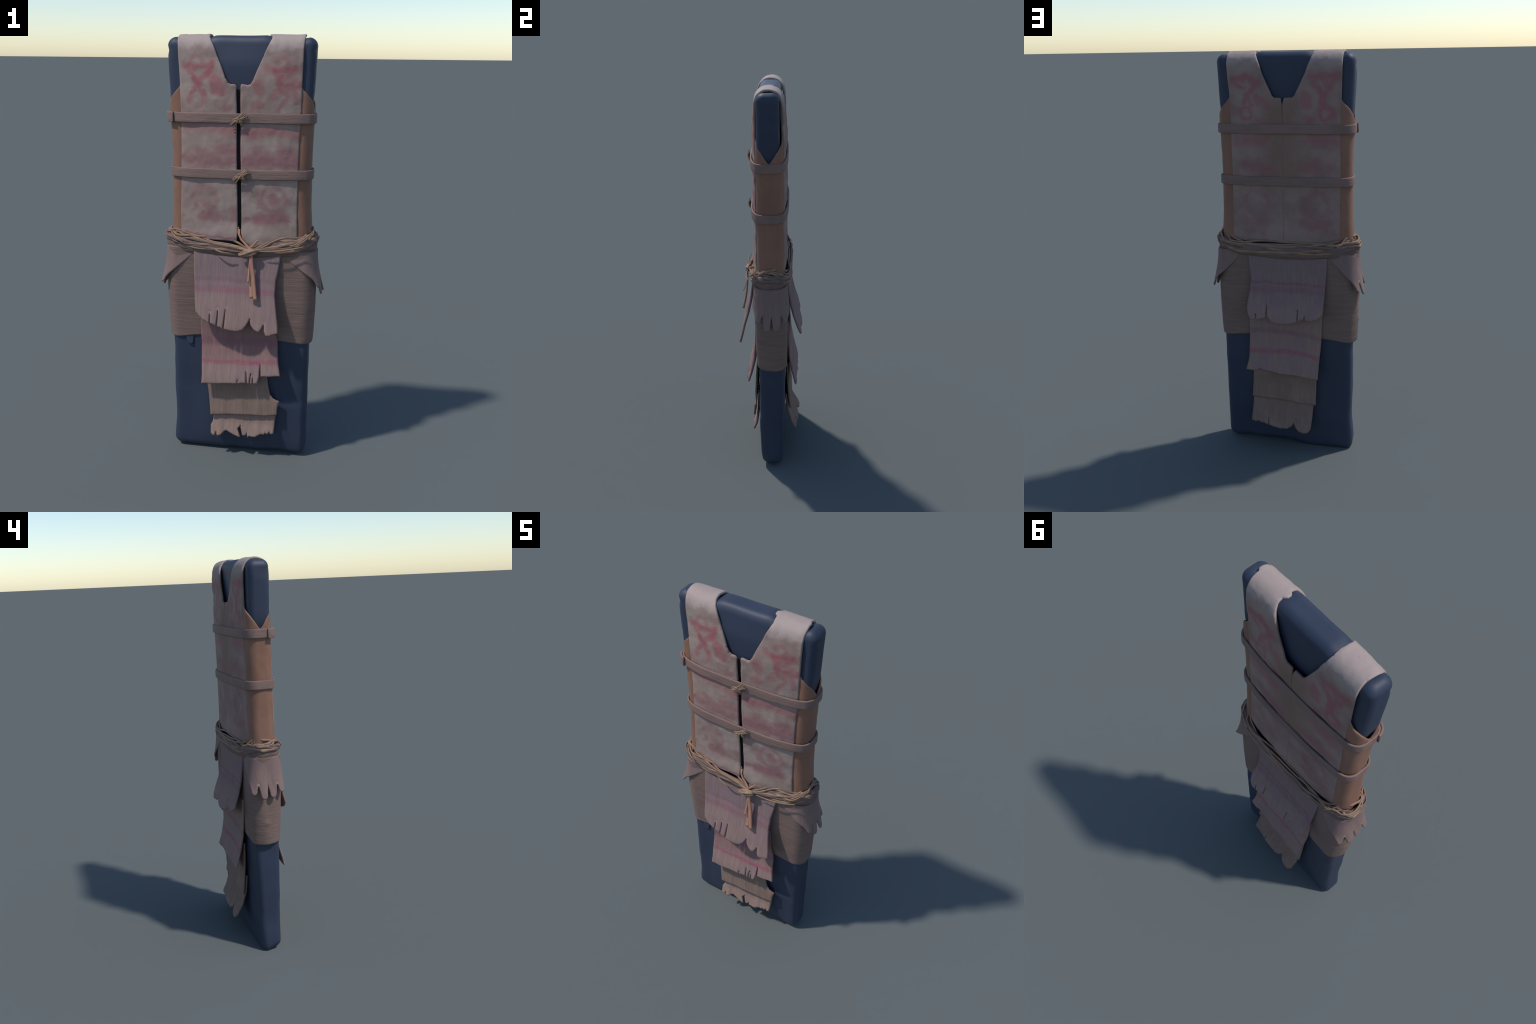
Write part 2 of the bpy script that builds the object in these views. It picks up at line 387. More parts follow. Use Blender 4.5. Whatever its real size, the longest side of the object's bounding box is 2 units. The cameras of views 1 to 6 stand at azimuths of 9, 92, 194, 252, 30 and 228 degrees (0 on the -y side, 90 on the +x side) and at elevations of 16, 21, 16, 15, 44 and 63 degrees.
def build_board():
    top, bot = 1.985, 0.0
    rt, rb = 0.036, 0.046
    zs = [bot + rb * (1 - math.cos(a)) for a in np.linspace(0, math.pi / 2, 10)]
    zs += list(np.linspace(bot + rb, top - rt, 90)[1:-1])
    zs += [top - rt * (1 - math.sin(a)) for a in np.linspace(0, math.pi / 2, 10)]
    verts, rings = [], []
    N = 200
    for z in zs:
        ins = 0.0
        if z < bot + rb: ins = rb - math.sqrt(max(0, rb ** 2 - (rb - (z - bot)) ** 2))
        if z > top - rt: ins = rt - math.sqrt(max(0, rt ** 2 - (rt - (top - z)) ** 2))
        wl, wr, yf, yb = board_section(z)
        cx, cy = (wr - wl) / 2, (yf + yb) / 2
        W, D = (wl + wr) / 2 - ins, (yb - yf) / 2 - ins
        r = max(0.004, 0.032 - ins * 0.6)
        r = min(r, D * .98)
        ring = []
        # walk a rounded rectangle
        per = [(W - r, D - r, 0), (-(W - r), D - r, 90), (-(W - r), -(D - r), 180), (W - r, -(D - r), 270)]
        pts = []
        for (ax, ay, st) in per:
            for q in range(10):
                a = math.radians(st + 90 * q / 9)
                pts.append((ax + r * math.cos(a), ay + r * math.sin(a)))
        dens = []
        for i in range(len(pts)):
            a, c = np.array(pts[i]), np.array(pts[(i + 1) % len(pts)])
            k = 30 if np.linalg.norm(c - a) > 0.2 else 1
            for j in range(k): dens.append(a + (c - a) * j / k)
        for (x, y) in dens:
            g = 0.006 * nz(x * 5 + 3, y * 5, z * 4) + 0.002 * nz(x * 17, y * 17 + 9, z * 15)
            X, Y = x + cx, y + cy
            zz = z
            # padding lumps, sagging seams near the foot and the top edge
            k = 1 + g / max(W, .05)
            Y2 = cy + (Y - cy) * (1 + g / 0.06 * 0.5)
            if z > 1.9: zz += ((.006 + 0.004 * nz(X * 9, 2.2)) * sstep(.14, .11, abs(X)) - .006 * sstep(.12, .16, abs(X)) * sstep(.30, .26, abs(X))) * sstep(1.9, 1.98, z)
            if z < .12: zz += 0.008 * sstep(.12, 0, z) * (0.5 + nz(X * 7, Y * 9, 4.0)) * sstep(-.12, .1, X) * sstep(0.02, 0.06, abs(X - .28))
            if X < 0 and z < .1: zz = max(0, zz - .022 * sstep(.10, 0, z) * sstep(-.02, .03, Y - cy) * sstep(0, -.15, X))
            if abs(X) > .29 and z > 1.5: X -= math.copysign(.005 * math.exp(-((z - 1.932 - .1 * (Y - cy)) / .006) ** 2), X)
            if Y < cy:
                face = sstep(.0, -.03, Y - cy)
                # the face swells behind the neckline
                Y2 -= face * .017 * (1 - min(1, abs(X) / .27) ** 2) * sstep(1.55, 1.70, z) * sstep(1.97, 1.86, z)
                Y2 -= face * .012 * (1 - min(1, abs(X) / .24) ** 2) * sstep(.75, .6, z) * sstep(.02, .10, z)
                # lump of padding by the front foot corner
                Y2 -= face * .007 * sstep(.13, .19, X) * sstep(.31, .28, z) * sstep(.0, .10, z) * sstep(.33, .30, X)
                Y2 -= face * .006 * math.exp(-((X - .255 - (.4 - z) * .25) / .022) ** 2) * sstep(.28, .33, z) * sstep(.48, .40, z)
            ring.append((X * k, Y2, zz))
        rings.append(ring)
    K = len(rings[0])
    for r_ in rings: verts += r_
    faces = []
    for i in range(len(rings) - 1):
        for q in range(K):
            r2 = (q + 1) % K
            faces.append((i * K + q, i * K + r2, (i + 1) * K + r2, (i + 1) * K + q))
    # caps: the ring is symmetric front to back, so bridge it straight across
    for base in (0, (len(rings) - 1) * K):
        for q in range(K // 2 - 1):
            faces.append((base + q, base + q + 1, base + K - 2 - q, base + K - 1 - q))
    low = min(v[2] for v in verts)
    verts = [(v[0], v[1], v[2] - low * sstep(.3, 0, v[2])) for v in verts]
    mesh("padded_board", verts, faces, "navy")
    # small cloth tab peeking from under the skirt
    tab = [(-.022, .03), (-.020, .0), (-.012, -.014), (.004, -.018), (.014, -.010), (.017, .03)]
    sheet("cloth_tab", [(x - .241, z + .583) for x, z in tab], lambda u, v: (u, -.060 - .10 * max(0, .60 - v) , v), "navy", thick=.006, cell=.006, edge=.004)

# ------------------------------------------------------------------ the vest
def front_y(x, z):
    bulge = interp(z, [(1.05, .010), (1.2, .018), (1.5, .024), (1.65, .022), (1.8, .026), (1.95, .004), (2.1, .0)])
    return -.058 - bulge * (1 - min(1, abs(x) / .27) ** 2.2)
def back_y(x, z):
    bulge = interp(z, [(1.05, .014), (1.2, .014), (1.5, .013), (1.65, .011), (1.8, .010), (1.95, .002), (2.1, 0)])
    return .066 + bulge * (1 - min(1, abs(x) / .27) ** 2.2)

Z0, ARCH_Z = 1.905, 0.086
ARCH_LEN = 0.125
def over_shoulder(x, s, front):
    """s is height up to Z0, then distance over the shoulder; returns y, z"""
    yy = front_y(x, min(s, Z0)) if front else back_y(x, min(s, Z0))
    if s <= Z0: return yy, s
    th = (s - Z0) / ARCH_LEN * math.pi / 2
    c, sn = math.cos(th), math.sin(th)
    c2 = math.copysign(abs(c) ** (2 / 2.4), c); s2 = abs(sn) ** (2 / 2.4)
    yc = 0.003
    return yc + (yy - yc) * c2, Z0 + ARCH_Z * s2

APEX = Z0 + ARCH_LEN
def vest_place(u, v):
    """u = x, v climbs the front to APEX and then runs down the back"""
    front = v <= APEX
    h = v if front else 2 * APEX - v
    y, z = over_shoulder(u, h, front)
    w = 0.003 * nz(u * 9 + 1, v * 8, 1.0) + 0.0012 * nz(u * 30, v * 26, 6.0)
    if h > Z0: return (u, y, z + w)
    if front: return (u, y - w - .012 * sstep(1.20, 1.10, h) * sstep(.26, .1, abs(u)), z)
    bel = 0.003 * math.exp(-((h - 1.74) / .05) ** 2) + 0.003 * math.exp(-((h - 1.52) / .06) ** 2)
    return (u, y + w + bel * sstep(.30, .2, abs(u)), z)

def split_vest(ob):
    """part one seamless half into its front and back panel at the shoulder line, keeping the shared normals"""
    me = ob.data
    nv = [tuple(v.normal) for v in me.vertices]
    co = [tuple(v.co) for v in me.vertices]
    back = []
    for p in me.polygons:
        c = p.center
        back.append(c.y > 0.003)
    for nm, flag, mat in (("front_panel", False, "front"), ("back_panel", True, "back")):
        ids, vs, fs, ns = {}, [], [], []
        for p, b_ in zip(me.polygons, back):
            if b_ != flag: continue
            f_ = []
            for v in p.vertices:
                if v not in ids:
                    ids[v] = len(vs); vs.append(co[v]); ns.append(nv[v])
                f_.append(ids[v])
            fs.append(f_)
        m2 = bpy.data.meshes.new(nm)
        m2.from_pydata(vs, [], fs); m2.update()
        link(m2, nm, mat)
        m2.normals_split_custom_set_from_vertices(ns)
    bpy.data.objects.remove(ob); bpy.data.meshes.remove(me)

def build_vest():
    B = lambda pts: [(x, 2 * APEX - s_) for x, s_ in pts]
    left = [(-.279, 1.098), (-.012, 1.092), (-.008, 1.13), (-.009, 1.25), (-.011, 1.40), (-.012, 1.55), (-.011, 1.66), (-.014, 1.76),
            (-.013, 1.782), (-.022, 1.789), (-.040, 1.789), (-.050, 1.795), (-.062, 1.815), (-.085, 1.872), (-.110, 1.925), (-.130, 1.965), (-.139, 1.995), (-.141, 2.026)]
    left += B([(-.138, 2.022), (-.137, 1.985), (-.127, 1.945), (-.102, 1.89), (-.075, 1.835), (-.056, 1.797), (-.046, 1.789), (-.022, 1.789), (-.008, 1.787), (-.0035, 1.772),
               (.0005, 1.755), (.0022, 1.60), (.0024, 1.4), (.0012, 1.10), (-.274, 1.10), (-.272, 1.25), (-.273, 1.42), (-.271, 1.66), (-.275, 1.81), (-.277, 1.93), (-.278, 2.0)])
    left += [(-.283, 2.025), (-.284, 1.99), (-.278, 1.93), (-.272, 1.82), (-.268, 1.66), (-.268, 1.52), (-.271, 1.40), (-.277, 1.22)]
    right = [(.052, 1.066), (.10, 1.078), (.18, 1.088), (.262, 1.096), (.258, 1.24), (.259, 1.40), (.260, 1.52), (.266, 1.66), (.268, 1.80), (.272, 1.93), (.276, 1.99), (.277, 2.029)]
    right += B([(.268, 2.022), (.268, 2.0), (.267, 1.93), (.256, 1.81), (.253, 1.66), (.251, 1.42), (.254, 1.25), (.257, 1.10), (-.0012, 1.10), (-.0024, 1.4), (-.0022, 1.60), (-.0005, 1.755), (.003, 1.772),
                (.006, 1.787), (.020, 1.788), (.036, 1.788), (.047, 1.796), (.066, 1.835), (.094, 1.895), (.118, 1.95), (.129, 1.985), (.130, 2.010)])
    right += [(.117, 2.035), (.118, 2.024), (.131, 2.012), (.132, 1.975), (.122, 1.945), (.098, 1.90), (.075, 1.85), (.057, 1.805), (.048, 1.790), (.036, 1.786), (.010, 1.790),
              (.004, 1.784), (.003, 1.72), (.004, 1.60), (.004, 1.50), (.006, 1.40), (.008, 1.25), (.008, 1.13), (.014, 1.105)]
    rel = lambda u, v: 0.0014 * nz(u * 45, v * 45, 2) + .0016 * nz(u * 16, v * 14, 8)
    for half in (left, right):
        split_vest(sheet("front_panel", half, vest_place, "front", thick=.012, cell=.0085, edge=.006, relief=rel, rim=.0045))
    # near-black strip modelled behind the slit to draw its deep shadow
    sheet("slit_shadow_strip", [(-.03, 1.06), (.035, 1.06), (.035, 1.77), (-.03, 1.77)], lambda u, v: (u, front_y(u, v) + .0125, v), "slit_shadow", thick=.005, cell=.012)
    # side hides with the V of the armhole
    for side in (-1, 1):
        def place(u, v, side=side):
            X = interp(v, [(1.0, .332), (1.12, .328), (1.25, .319), (1.42, .317), (1.60, .322), (1.67, .326), (1.75, .326), (1.85, .328)]) - (0.013 if side > 0 else 0.005)
            yc, hd, r = 0.006, 0.060, 0.041
            a = hd - r
            q = math.pi / 2 * r
            s = abs(u); sg = 1 if u > 0 else -1
            bul = 0.004 * math.cos(min(1, s / .06) * math.pi / 2)
            w = 0.0022 * nz(u * 12, v * 5, 5 + side) + .0012 * nz(u * 30, v * 22, 8 + side)
            X += bul + w
            if s < a: x, y = X, s
            elif s < a + q:
                th = (s - a) / r
                x, y = X - r + r * math.cos(th), a + r * math.sin(th)
            else: x, y = X - r - (s - a - q), hd
            return (side * x, yc + (y * sg) * (-side), v)
        out = [(-.125, 1.05), (.125, 1.05), (.125, 1.835), (.112, 1.815), (.100, 1.792), (.080, 1.765), (.050, 1.735), (.028, 1.705), (.008, 1.674), (0, 1.668),
               (-.010, 1.678), (-.030, 1.71), (-.052, 1.738), (-.08, 1.765), (-.100, 1.79), (-.112, 1.812), (-.125, 1.835)]
        def pimples(u, v, side=side):
            k = 0.0
            for (cu, cv, a, bw) in ((-.02, 1.215, .004, .006), (.025, 1.205, .004, .006), (.0, 1.255, -.003, .010), (-.03, 1.30, .003, .012)):
                k += a * math.exp(-((u - cu) / bw) ** 2 - ((v - cv) / (bw * .7)) ** 2)
            return k + .0015 * nz(u * 20, v * 6, side)
        sheet("side_panel", out, place, "side", thick=.009, cell=.0085, edge=.006, relief=pimples)

# ------------------------------------------------------------------ bands with straw ties
def band_point(a, z, grow=0.0):
    """a runs round the vest; front is a=-90 degrees"""
    c, s = math.cos(a), math.sin(a)
    n = 3.4
    W = interp(z, [(1.3, .323), (1.40, .321), (1.64, .327)]) + grow
    cx = -.0035
    x = W * math.copysign(abs(c) ** (2 / n), c)
    y0 = 0.004
    k = abs(s) ** (2 / n)
    d = (-(front_y(0, z)) + .010 + y0) if s < 0 else (back_y(0, z) + .010 - y0)
    y = y0 + math.copysign(k * (d + grow), s)
    # never sink into the side hides or the panels
    hd, r = .0695 + grow, .049
    over = abs(x) - (W - r)
    lim = hd if over <= 0 else hd - r + math.sqrt(max(0, r * r - over * over))
    y = math.copysign(max(abs(y - y0), lim), s) + y0 + .001
    if abs(x) < .275:
        lim = front_y(x, z) - .0105 - grow if s < 0 else back_y(x, z) + .0105 + grow
        y = min(y, lim) if s < 0 else max(y, lim)
    return x + cx, y

def ring_angles(n):
    # denser round the ends
    out = []
    for i in range(n):
        t = 2 * math.pi * i / n
        out.append(t)
    return out

def flat_section(th, hh, n=20):
    return oval(th / 2, hh / 2, n, 6.0, ph=math.pi / n)

def tuft(name, centre, parent, tilt, seed):
    """straw tie: a lump with frayed ends"""
    r = random.Random(seed)
    cx, cy, cz = centre
    ob = None
    strands = [((-.040, -.022), (.036, .026)), ((-.030, -.026), (.040, .022)), ((-.036, -.014), (.026, .028)), ((-.026, -.038), (.020, .020)),
               ((-.018, -.020), (.042, .014)), ((-.040, -.030), (.014, .010)), ((.010, -.036), (.002, .006)), ((.020, -.030), (.004, .004))]
    for i, (a, c) in enumerate(strands):
        path = []
        for k in range(12):
            t = k / 12
            x = a[0] + (c[0] - a[0]) * t; z = a[1] + (c[1] - a[1]) * t
            pinch = 0.70 + 0.35 * abs(2 * t - 1)
            y = -0.010 * math.sin(math.pi * t) - .004 * r.random() + .002
            path.append((cx + x * pinch + .0015 * nz(t * 4, i, seed), cy + y, cz + z * pinch + .004 * nz(t * 3, i + 9, seed)))
        w = .0024 + .0018 * r.random()
        ob = sweep(name, path, oval(w * .7, w, 8), "straw", closed=False, parent=parent, scale=lambda t: 0.15 + 0.95 * math.sin(math.pi * min(1, max(0, .06 + .88 * t))) ** .6)

def build_bands():
    for zc, zc_mid, kx, kz in ((1.645, 1.642, .002, 1.645), (1.4005, 1.397, .012, 1.402)):
        path = []
        for t in ring_angles(220):
            x, y = band_point(t, zc)
            z = zc + .0025 * nz(x * 6, y * 6, zc * 3)
            path.append((x, y + .0015 * nz(x * 11, 3, zc), z))
        band = sweep("band", path[::-1], flat_section(.009, .043), "strap")
        tuft("straw_tie", (kx, front_y(0, zc) - .019, kz), band, 0, int(zc * 100))
        if zc > 1.5:
            # the overlapped end of the upper band, round the left front corner
            p2 = []
            for t in np.linspace(math.radians(183), math.radians(214), 30):
                x, y = band_point(t, zc, .0065)
                p2.append((x, y, zc - .001))
            sweep("band_end", p2, flat_section(.010, .046), "strap", closed=False, parent=band)

# ------------------------------------------------------------------ belt
def belt_xy(a, grow=0.0, n=3.2):
    c, s = math.cos(a), math.sin(a)
    x = (.338 + grow) * math.copysign(abs(c) ** (2 / n), c) - .006
    d = .085 if s < 0 else .088
    y = .004 + (d + grow) * math.copysign(abs(s) ** (2 / n), s)
    return x, y

def belt_z(a):
    x, y = belt_xy(a)
    if y < 0: return interp(x, [(-.35, 1.078), (-.2, 1.066), (-.05, 1.052), (.06, 1.052), (.15, 1.060), (.25, 1.072), (.35, 1.090)])
    return interp(x, [(-.35, 1.078), (-.2, 1.066), (0, 1.056), (.2, 1.064), (.35, 1.090)])

def build_belt():
    n = 260
    # sash: folded cloth lying under the ropes
    sash = None
    for dz, hh, th, g, sd in ((-.012, .022, .012, .004, 1), (.012, .017, .013, .006, 2), (-.030, .013, .011, .001, 3)):
        path = []
        for i in range(n):
            a = 2 * math.pi * i / n
            x, y = belt_xy(a, g + .004 * nz(math.cos(a) * 3, math.sin(a) * 3, sd))
            side = sstep(.2, .34, abs(x))
            z = belt_z(a) + dz * (0.75 + .35 * side) + .006 * nz(math.cos(a) * 2.5, math.sin(a) * 2.5, sd + 4)
            path.append((x, y, z))
        sec = lambda t, hh=hh, th=th, sd=sd: oval(th * (1 + .25 * nz(2 * math.cos(6.2832 * t), 2 * math.sin(6.2832 * t), sd)), hh * (1 + .3 * nz(3 * math.cos(6.2832 * t), 3 * math.sin(6.2832 * t), sd + 3)), 14, 2.4)
        ob = sweep("sash" if sash is None else "sash_fold", path[::-1], sec, "sash", parent=sash)
        sash = sash or ob
    # straw ropes
    for k in range(12):
        r = random.Random(40 + k)
        ph, fr = r.random() * 6.28, r.choice([2, 3, 4, 5])
        base = .020 + .020 * r.random() - .012 * (k % 3)
        w = .0040 + .0032 * r.random()
        path = []
        for i in range(n):
            a = 2 * math.pi * i / n
            x, y = belt_xy(a)
            front = 1.0 if y < 0 else .6
            knot = math.exp(-((x - .058) / .06) ** 2) if y < 0 else 0
            tw = math.sin(fr * a + ph) + .5 * nz(math.cos(a) * 4, math.sin(a) * 4, k)
            spread = .010 * (1 - .75 * knot)
            lift = .018 * sstep(.25, .34, abs(x)) * (1 if k % 2 else .4)
            z = belt_z(a) + base * (1 - .8 * knot) + spread * tw + lift
            g = .013 + .006 * math.cos(fr * a + ph * 1.7) + .004 * nz(math.cos(a) * 6, math.sin(a) * 6, k + 20) + .010 * knot
            g -= max(0, z - belt_z(a) - .028) * .7
            x, y = belt_xy(a, g)
            path.append((x, y, z))
        sweep("rope_strand", path[::-1], oval(w * .62, w, 10, 2.4), "straw" if k % 2 else "sash", parent=sash,
              scale=lambda t, k=k: 1 + .35 * nz(4 * math.cos(6.2832 * t), 4 * math.sin(6.2832 * t), k + 60))
    # loose straw ends standing up at the corners and on the front
    for (x0, y0, z0, x1, y1, z1) in ((.24, -.10, 1.085, .335, -.055, 1.150), (.26, -.098, 1.09, .325, -.065, 1.135), (-.26, -.098, 1.08, -.335, -.055, 1.128),
                                     (-.12, -.112, 1.065, -.03, -.120, 1.045), (-.26, .108, 1.09, -.335, .06, 1.13), (.10, -.118, 1.06, .30, -.102, 1.088), (.25, .106, 1.08, .33, .06, 1.125)):
        path = [(x0 + (x1 - x0) * t, y0 + (y1 - y0) * t - .008 * math.sin(math.pi * t), z0 + (z1 - z0) * t - .006 * math.sin(math.pi * t)) for t in np.linspace(0, 1, 14)]
        sweep("rope_strand", path, oval(.0028, .0042, 8), "straw", closed=False, parent=sash, scale=lambda t: .25 + .9 * math.sin(math.pi * (.08 + .84 * t)))
    # knot
    vs, fs = [], []
    nu, nv = 28, 16
    for i in range(nv + 1):
        th = math.pi * i / nv
        for j in range(nu):
            p = 2 * math.pi * j / nu
            d = Vector((math.cos(th), math.sin(th) * math.cos(p), math.sin(th) * math.sin(p)))
            k = 1 + .18 * math.sin(5 * p + 3 * d.x) * math.sin(th) + .15 * nz(d.x * 3, d.y * 3, d.z * 3)
            tip = -.016 * max(0, -d.x) ** 3
            vs.append((.052 + .034 * d.x * k + tip, -.118 + .014 * d.y * k, 1.052 + .017 * d.z * k - .010 * max(0, -d.x) ** 2 + .004 * d.x))
    for i in range(nv):
        for j in range(nu):
            fs.append((i * nu + j, i * nu + (j + 1) % nu, (i + 1) * nu + (j + 1) % nu, (i + 1) * nu + j))
    knot = mesh("belt_knot", vs, fs, "straw", sash)
    for (x0, x1, z1, w, sd) in ((.060, .068, .845, .010, 1), (.064, .086, .836, .011, 2), (.055, .052, .92, .004, 3)):
        path = []
        for t in np.linspace(0, 1, 18):
            x = x0 + (x1 - x0) * t ** 1.6 + .003 * nz(t * 3, sd)
            z = 1.045 + (z1 - 1.045) * t
            y = -.122 - .024 * t ** 1.3 + .006 * math.sin(math.pi * t)
            path.append((x, y, z))
        sweep("tassel", path, oval(w * .55, w, 12, 2.6), "straw_pink", closed=False, parent=knot, up=(1, 0, 0), scale=lambda t: .55 + .45 * t + .12 * nz(t * 6, 3))
    # cord running down from the vest slit to the knot, with a curl
    p = [(0, -.080, 1.150), (.001, -.088, 1.125), (.010, -.092, 1.105), (.028, -.096, 1.088), (.046, -.104, 1.072), (.056, -.112, 1.060)]
    sweep("cord", p, oval(.005, .006, 8), "straw_pink", closed=False, parent=knot)
    p = [(.052, -.106, 1.066), (.062, -.104, 1.078), (.074, -.101, 1.090), (.083, -.100, 1.103), (.094, -.103, 1.106)]
    sweep("cord", p, oval(.004, .006, 8), "straw_pink", closed=False, parent=knot, scale=lambda t: 1 - .6 * t)
    # torn edge bits beneath the slit
    p = [(-.004, -.078, 1.16), (-.006, -.084, 1.135), (.000, -.088, 1.118), (.006, -.088, 1.112)]
    sweep("cord", p, oval(.003, .004, 8), "straw", closed=False, parent=knot)

# ------------------------------------------------------------------ skirt and hip cloths
def skirt_xy(s, z, grow=0.0):
    """s: metres round from the middle of the right side, positive to the front"""
    W = interp(z, [(.56, .337), (.60, .339), (.75, .347), (1.0, .347)]) + grow
    yf = interp(z, [(.56, -.060), (.62, -.061), (.8, -.068), (1.0, -.073)]) - grow
    yb = interp(z, [(.56, .080), (.62, .081), (.8, .083), (1.0, .083)]) + grow
    yc, hd = (yf + yb) / 2, (yb - yf) / 2
    r = min(.058, hd - .006)
    a, q = hd - r, math.pi / 2 * r
    s0 = abs(s); sg = 1 if s > 0 else -1
    if s0 < a: x, y = W, s0
    elif s0 < a + q:
        th = (s0 - a) / r
        x, y = W - r + r * math.cos(th), a + r * math.sin(th)
    else: x, y = W - r - (s0 - a - q), hd
    return x, yc - sg * y

def build_skirt():
    half = 0.053 * 0 + .46
    for side in (-1, 1):
        def place(u, v, side=side):
            x, y = skirt_xy(u, v)
            w = .003 * nz(u * 9, v * 8, 2 + side) + .0009 * nz(u * 6, v * 90, 3 + side)
            k = 1.0
            # the left side hangs in flat creased facets near its hem
            if side < 0:
                cre = sstep(.80, .66, v)
                w += cre * (.008 * max(0, 1 - abs(u + .008) / .05) + .006 * max(0, 1 - abs(u + .072) / .03))
                w += .006 * math.exp(-((u + .01) / .014) ** 2 - ((v - .714) / .006) ** 2)
            X = (side * x) - .005
            yc = .006
            nx = sstep(.26, .34, abs(x)); ny = 1 - nx
            return (X + side * w * nx, y + math.copysign(w * ny, y - yc), v)
        zb = lambda u: .597 + .006 * nz(u * 8, side) + (.018 if abs(u) > .2 else .018 * sstep(.05, .2, abs(u))) * 1.0
        us = np.linspace(-.41, .41, 40)
        out = [(u, zb(u)) for u in us] + [(u, 1.055) for u in us[::-1]]
        sheet("skirt_half", [tuple(p) for p in out] if side > 0 else [(-u, z) for u, z in out], (lambda u, v, pl=place: pl(u, v)), "skirt", thick=.010, cell=.010, edge=.008)

    for side in (-1, 1):
        # hip cloth: fan of four rounded fingers under the belt
        F = [(-.082, -.040, .884), (-.038, .004, .842), (.008, .052, .846), (.056, .096, .880)]
        if side < 0: F = [(-.088, -.042, .872), (-.040, .004, .848), (.008, .052, .846), (.056, .100, .868)]
        out = [(.175, 1.05), (-.195, 1.05), (-.19, 1.02)]
        for i, (a, c, tip) in enumerate(F):
            notch = .914 - .006 * (i % 2)
            m, hw = (a + c) / 2, (c - a) / 2
            if i == 0: out.append((a - .004, tip + .045))
            for th in np.linspace(0, math.pi, 9):
                out.append((m - hw * .80 * math.cos(th), tip + .026 * (1 - math.sin(th) ** .9) ))
            if i < 3: out.append(((c + F[i + 1][0]) / 2, notch))
        out += [(.106, .925), (.175, 1.02)]
        def place(u, v, side=side):
            t = max(0, 1.045 - v)
            g = .002 + .05 * t + .55 * t * t + .003 * nz(u * 14, v * 6, side)
            g += .004 * math.sin(u * 75) * sstep(.96, .86, v)
            x, y = skirt_xy(-u, .9, g)
            return (side * x - .003, y, v)
        # u positive = to the back
        ol = out if side > 0 else out
        sheet("hip_cloth", ol, place, "hip", thick=.009, cell=.008, edge=.004)

# ------------------------------------------------------------------ hanging flaps
def slit(x, z_edge, depth, w=.0035, lean=0.0):
    return [(x - w, z_edge), (x + lean, z_edge + depth), (x + w, z_edge)]

def roughen(outline, amp, seed):
    P = densify(outline, .010)
    return [(x + amp * nz(x * 40, z * 40, seed), z + amp * nz(x * 45, z * 40, seed + 7)) for x, z in P]

def flap(name, outline, ypts, sign, mat, seed, amp=.0006, ripple=.004, thick=.012, curlx=0.0):
    """ypts: (z, distance from the board's mid plane) profile"""
    if True:
        outline = roughen(outline, amp, seed)
    zt = max(z for z, _ in ypts)
    def place(u, v):
        x = u
        d = interp(v, ypts)
        low = sstep(zt, min(z for z, _ in ypts), v)
        d += ripple * low * (nz(u * 13, v * 2.5, seed) + .5 * nz(u * 34, v * 3, seed + 3)) + curlx * low * (u / .2)
        d += .0012 * nz(u * 95, v * 5, seed + 1)
        return (x if sign < 0 else x, sign * d + .0, v)
    grooves = [(rng.uniform(-.18, .18), rng.uniform(0, 1), rng.uniform(.0012, .003)) for _ in range(26)]
    zlo = min(z for _, z in outline); zhi = max(z for _, z in outline)
    def relief(u, v):
        g = 0.0
        for gx, gc, gw in grooves:
            g -= .0022 * math.exp(-((u - gx - .004 * nz(v * 10, gx * 40)) / gw) ** 2) * max(0, nz(v * 7, gc * 30, seed) + .25)
        return g + .001 * nz(u * 60, v * 6, seed + 4)
    if sign > 0:
        pl = lambda u, v: place(-u, v)
        outline = [(-x, z) for x, z in outline]
    else: pl = place
    return sheet(name, outline, pl, mat, thick=thick, cell=.0085, edge=.005, relief=relief)

